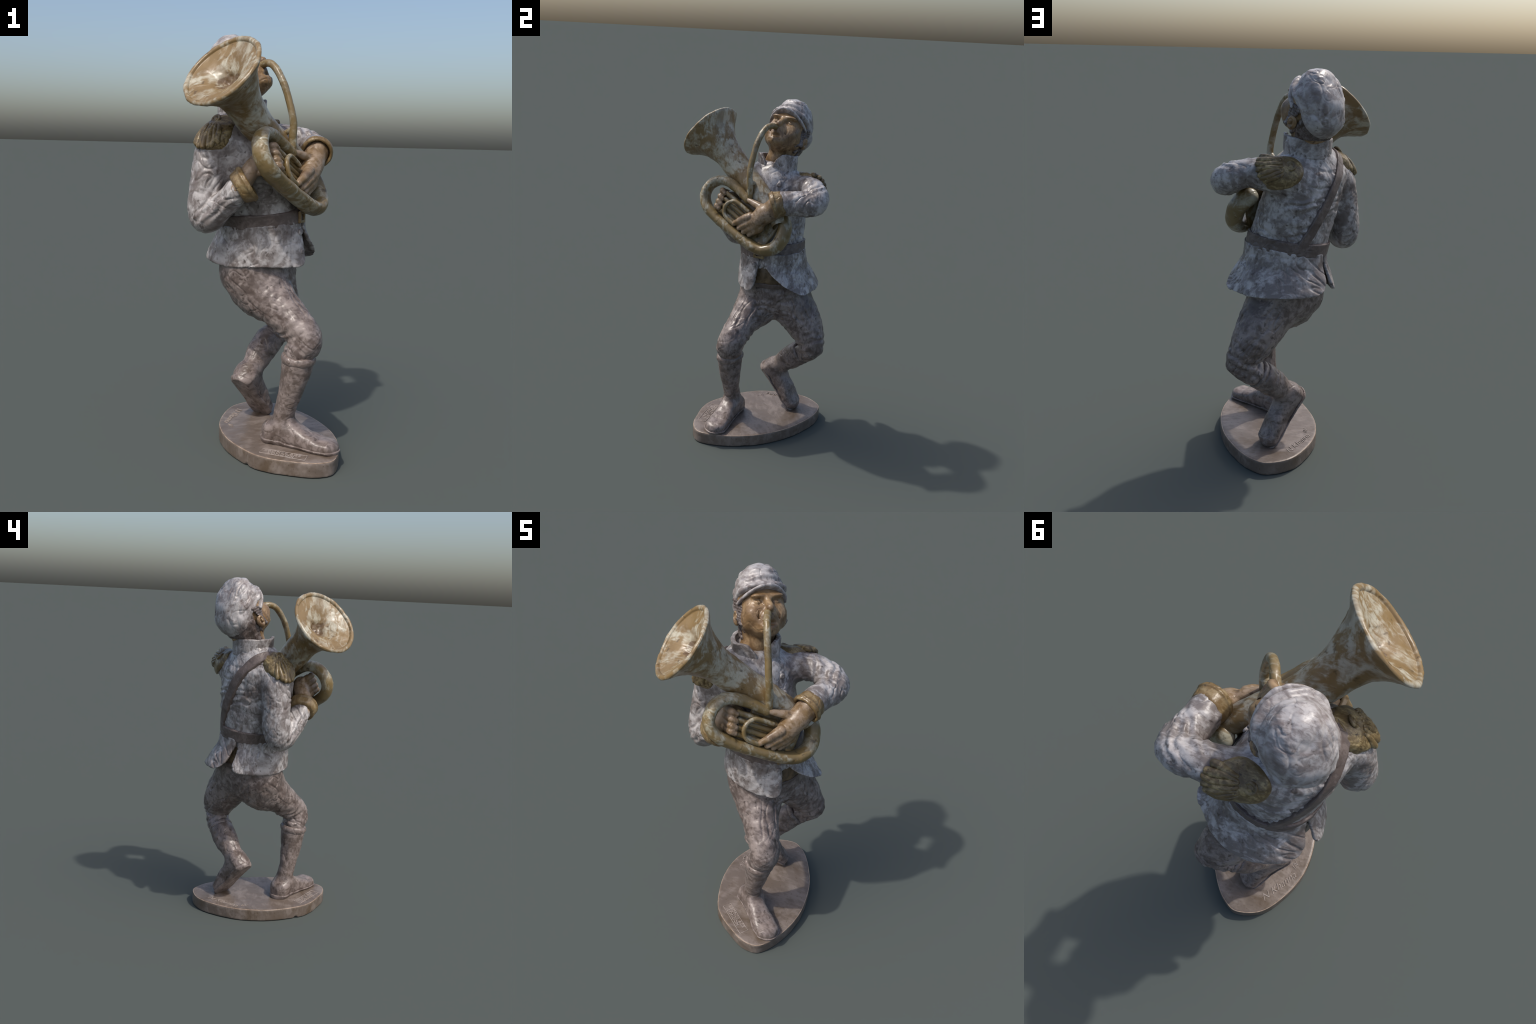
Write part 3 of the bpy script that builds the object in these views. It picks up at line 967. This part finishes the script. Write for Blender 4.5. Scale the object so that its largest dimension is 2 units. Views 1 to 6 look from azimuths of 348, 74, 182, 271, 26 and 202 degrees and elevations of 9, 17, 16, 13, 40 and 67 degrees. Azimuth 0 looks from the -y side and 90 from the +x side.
Nb = vertex_normals(Vb, Qb)
Vb = Vb + Nb * (0.7 * clay(1.0, 110)(Vb))[:, None] + np.outer(noise(Vb, 7, 111) * 0.006, unit((-0.622, -0.465, 0.629)))
rm = np.linalg.norm(Vb - at_arc(0.06), axis=1)
Vb = Vb + np.outer(0.010 * np.exp(-(rm / 0.055) ** 2) * noise(Vb, 42, 112), unit((-0.622, -0.465, 0.629)))
make("bell", Vb.astype(F32), Qb[:, ::-1], M_BELL, HORN)

# --- big oval loop of tubing
loop_rows = [(0.02, -0.085, 0.012, 0.024), (0.10, -0.099, 0.005, 0.027), (0.19, -0.098, 0.003, 0.029), (0.248, -0.070, 0.002, 0.030),
             (0.276, -0.015, 0.000, 0.030), (0.267, 0.049, 0.000, 0.030), (0.207, 0.095, 0.000, 0.031), (0.10, 0.111, 0.000, 0.031),
             (-0.03, 0.113, 0.000, 0.032), (-0.16, 0.110, 0.000, 0.033), (-0.235, 0.088, 0.000, 0.035), (-0.277, 0.040, -0.004, 0.037),
             (-0.280, -0.025, -0.010, 0.038), (-0.250, -0.090, -0.022, 0.039), (-0.19, -0.125, -0.045, 0.040)]


def loop_tube(P):
    q = local(P, HC, HX)
    q[:, 2] *= 0.74
    R = np.array(loop_rows, F32); R[:, 2] *= 0.74
    return chain(q, R, 5)


sculpt([("tubing_loop", M_HORN, None)], loop_tube, (-0.16, -0.42, 1.12), (0.40, 0.16, 1.62), 0.003, clay(0.55, 120), parent=HORN)


# --- valves and slide inside the loop
def bar(name, a0, b0, n0, a1, b1, n1, r, seed, mat=None):
    p, q = hp(a0, b0, n0), hp(a1, b1, n1)
    return sculpt([(name, mat or M_HORN, None)], lambda P: cone(P, p, q, r, r), np.minimum(p, q) - r - 0.01, np.maximum(p, q) + r + 0.01, 0.0023,
                  clay(0.4, seed), parent=HORN)


for i, b in enumerate((-0.040, -0.006, 0.028, 0.060)):
    bar("valve_tube", 0.150 - 0.012 * i, b - 0.002, 0.012, -0.06, b + 0.006, 0.006, 0.0135, 130 + i)
slide = [hp(a, b, n).tolist() + [r] for a, b, n, r in
         [(-0.03, -0.038, 0.030, 0.011), (0.03, -0.040, 0.036, 0.011), (0.070, -0.036, 0.038, 0.0115), (0.098, -0.010, 0.036, 0.0115),
          (0.104, 0.024, 0.034, 0.0115), (0.086, 0.058, 0.030, 0.011), (0.052, 0.072, 0.027, 0.011), (0.0, 0.077, 0.024, 0.011)]]
sp_ = np.array(slide)[:, :3]
sculpt([("tuning_slide", M_HORN, None)], lambda P: chain(P, slide, 5), sp_.min(0) - 0.03, sp_.max(0) + 0.03, 0.0023, clay(0.4, 140), parent=HORN)
sculpt([("valve_block", M_HORN, None)], lambda P: box(P, hp(0.035, 0.012, -0.020), (0.105, 0.066, 0.022), HX, 0.015),
       hp(0.035, 0.01, -0.02) - 0.16, hp(0.035, 0.01, -0.02) + 0.16, 0.0035, clay(0.8, 142), parent=HORN)
sculpt([("back_plate", M_HORN, None)], lambda P: box(P, hp(-0.075, 0.010, -0.032), (0.145, 0.092, 0.012), HX, 0.010),
       hp(-0.10, 0.005, -0.03) - 0.2, hp(-0.10, 0.005, -0.03) + 0.2, 0.004, clay(0.8, 144), parent=HORN)

# --- mouthpipe
pipe = [(0.004, 0.078, 1.852, 0.0175), (0.022, 0.040, 1.862, 0.0175), (0.040, 0.004, 1.852, 0.0172), (0.060, -0.028, 1.820, 0.0172), (0.078, -0.056, 1.772, 0.0172),
        (0.096, -0.078, 1.710, 0.0172), (0.112, -0.096, 1.640, 0.0175), (0.121, -0.102, 1.590, 0.0175), (0.122, -0.098, 1.535, 0.0185), (0.121, -0.096, 1.470, 0.018)]
sculpt([("mouthpipe", M_HORN, None)], lambda P: chain(P, pipe, 5), (-0.05, -0.15, 1.42), (0.17, 0.13, 1.91), 0.0025, clay(0.5, 150), parent=HORN)
# web between pipe and bell tube
sculpt([("pipe_brace", M_HORN, None)], lambda P: chain(P, [(0.116, -0.092, 1.555, 0.014), (0.085, -0.055, 1.535, 0.010), (0.05, -0.02, 1.515, 0.02)], 3),
       (0.0, -0.13, 1.47), (0.16, 0.03, 1.60), 0.0025, clay(0.5, 152), parent=HORN)


# ================================================================== CUFFS AND HANDS
def cuff(c, axis, R, seed, half=0.035, flare=0.2):
    """turned-back cuff: a flared solid ring with a bead on its open edge"""
    ax = unit(axis)

    def f(P):
        q = P - c
        h = q @ ax
        rad = np.linalg.norm(q - h[:, None] * ax, axis=1)
        R_ = R + flare * (h + half)
        d = smax(rad - R_, np.abs(h) - half, 0.014)
        d = smax(d, -smax(rad - R_ + 0.016, half - 0.028 - h, 0.004), 0.006)
        bead = np.hypot(rad - (R + flare * 1.3 * half), (h - half * 0.45) * 1.2) - 0.005
        return smin(d, bead, 0.006)
    return sculpt([("sleeve_cuff", M_CUFF, None)], f, c - 0.14, c + 0.14, 0.0028, clay(0.8, seed))[0]


cuff(vec(0.275, 0.030, 1.459), (-0.22, -0.90, -0.30), 0.068, 160, 0.036, 0.16)
cuff(vec(-0.122, -0.183, 1.300), (0.70, -0.15, 0.45), 0.072, 165, 0.032, 0.25)


def hpr(a, b, n, r):
    return (*hp(a, b, n), r)


def hand(palm, digits, lo, hi, seed):
    """palm and digits melted together, then split into parts"""
    parts = [("hand", M_HAND, lambda P: chain(P, palm, 3))]
    for name, rows in digits:
        parts.append((name, M_HAND, lambda P, rows=rows: chain(P, rows, 4) + 0.002))

    def f(P):
        d = parts[0][2](P)
        for _, _, g in parts[1:]:
            d = smin(d, g(P) - 0.002, 0.007)
        return d
    obs = sculpt(parts, f, lo, hi, 0.0024, clay(0.8, seed))
    for o in obs[1:]:
        o.parent = obs[0]
    return obs[0]


# left hand reaching over the valves
fingers = []
for i, (b0, b1) in enumerate((((-0.070, -0.022, 0.058), (-0.004, 0.066, 0.030)), ((-0.102, -0.012, 0.054), (-0.043, 0.073, 0.028)),
                              ((-0.128, -0.006, 0.046), (-0.079, 0.074, 0.024)), ((-0.150, -0.005, 0.034), (-0.113, 0.068, 0.018)))):
    m = [(x + y) / 2 for x, y in zip(b0, b1)]; m[2] += 0.004
    fingers.append(("finger", [hpr(*b0, 0.027 - 0.001 * i), hpr(*m, 0.023 - 0.001 * i), hpr(*b1, 0.015)]))
thumb = ("thumb", [hpr(-0.12, -0.105, 0.055, 0.028), hpr(-0.06, -0.100, 0.045, 0.020), hpr(0.008, -0.090, 0.032, 0.013)])
hand([(0.278, 0.03, 1.458, 0.058), hpr(-0.152, -0.125, 0.046, 0.058), hpr(-0.130, -0.078, 0.046, 0.056), hpr(-0.110, -0.025, 0.032, 0.050)],
     fingers + [thumb], (0.04, -0.24, 1.24), (0.40, 0.12, 1.56), 170)
# right hand wrapping the loop from behind
grip = [("finger", [hpr(a - 0.004, b, -0.075, 0.017), hpr(a + 0.002, b, -0.02, 0.0175), hpr(a, b, 0.016, 0.018), hpr(a - 0.024, b + 0.004, 0.022, 0.015)])
        for a, b in ((0.184, -0.038), (0.176, -0.006), (0.168, 0.026), (0.160, 0.052))]
hand([(-0.15, -0.180, 1.285, 0.046), (-0.105, -0.185, 1.350, 0.042), (-0.060, -0.172, 1.400, 0.045), (-0.020, -0.175, 1.425, 0.046)],
     grip, (-0.22, -0.34, 1.22), (0.09, -0.10, 1.56), 180)


# ================================================================== SMALL FITTINGS
def button(c, nrm, r, parent, mat):
    M = frame(y=np.cross(unit(nrm), vec(0.3, 0.2, 0.9)), z=nrm)
    c = np.asarray(c, F32)
    def f(P):
        q = local(P, c, M)
        return smax(ellipsoid(q, (0, 0, 0), (r, r, r * 0.55)), -ellipsoid(q, (0, 0, r * 0.62), (r * 0.55, r * 0.55, r * 0.22)), 0.002)
    return sculpt([("button", mat, None)], f, c - r * 1.8, c + r * 1.8, 0.002, parent=parent)[0]


def on_loft(L, az, z, grow=0.0):
    a = math.radians(az)
    d = vec(math.sin(a), -math.cos(a), 0)
    c = np.array([L.at(np.array([z]))[0][0], L.at(np.array([z]))[1][0], z], F32)
    t = np.linspace(0.02, 0.4, 800, dtype=F32)
    pts = c + t[:, None] * d
    k = np.argmin(np.abs(L.parts(pts, grow)[0]))
    return pts[k], d


TORSO = bpy.data.objects["jacket_torso"]
for c in ((0.105, 0.080, 1.538), (0.125, 0.065, 1.455)):
    p = press(c, jacket, 0.003)
    button(p, unit((0.80, -0.45, 0.25)), 0.015, TORSO, M_JACKET)
for z, az in ((1.080, 44), (0.987, 40)):
    p, d = on_loft(skirt, az, z, 0.016)
    button(p, d, 0.016, PA, M_JACKET)
p, d = on_loft(torso, 54, 1.150, 0.013)
Mb = frame(y=np.cross(UP, d), z=d)
sculpt([("belt_buckle", M_CUFF, None)], lambda P: np.maximum(box(P, p, (0.030, 0.034, 0.008), frame(x=UP, z=d), 0.004), -box(P, p, (0.014, 0.018, 0.03), frame(x=UP, z=d), 0.003)),
       p - 0.06, p + 0.06, 0.0022, clay(0.4, 190), parent=BELT)
p, d = on_loft(skirt, 106, 1.0, 0.008)
Mp = frame(x=np.cross(UP, d), z=d + 0.25 * UP)
sculpt([("pocket_flap", M_JACKET, None)], lambda P: smax(skirt.parts(P, 0.016)[0], box(P, p, (0.046, 0.042, 0.06), Mp, 0.008), 0.005), p - 0.11, p + 0.11, 0.0028,
       skirt_relief, parent=PB)
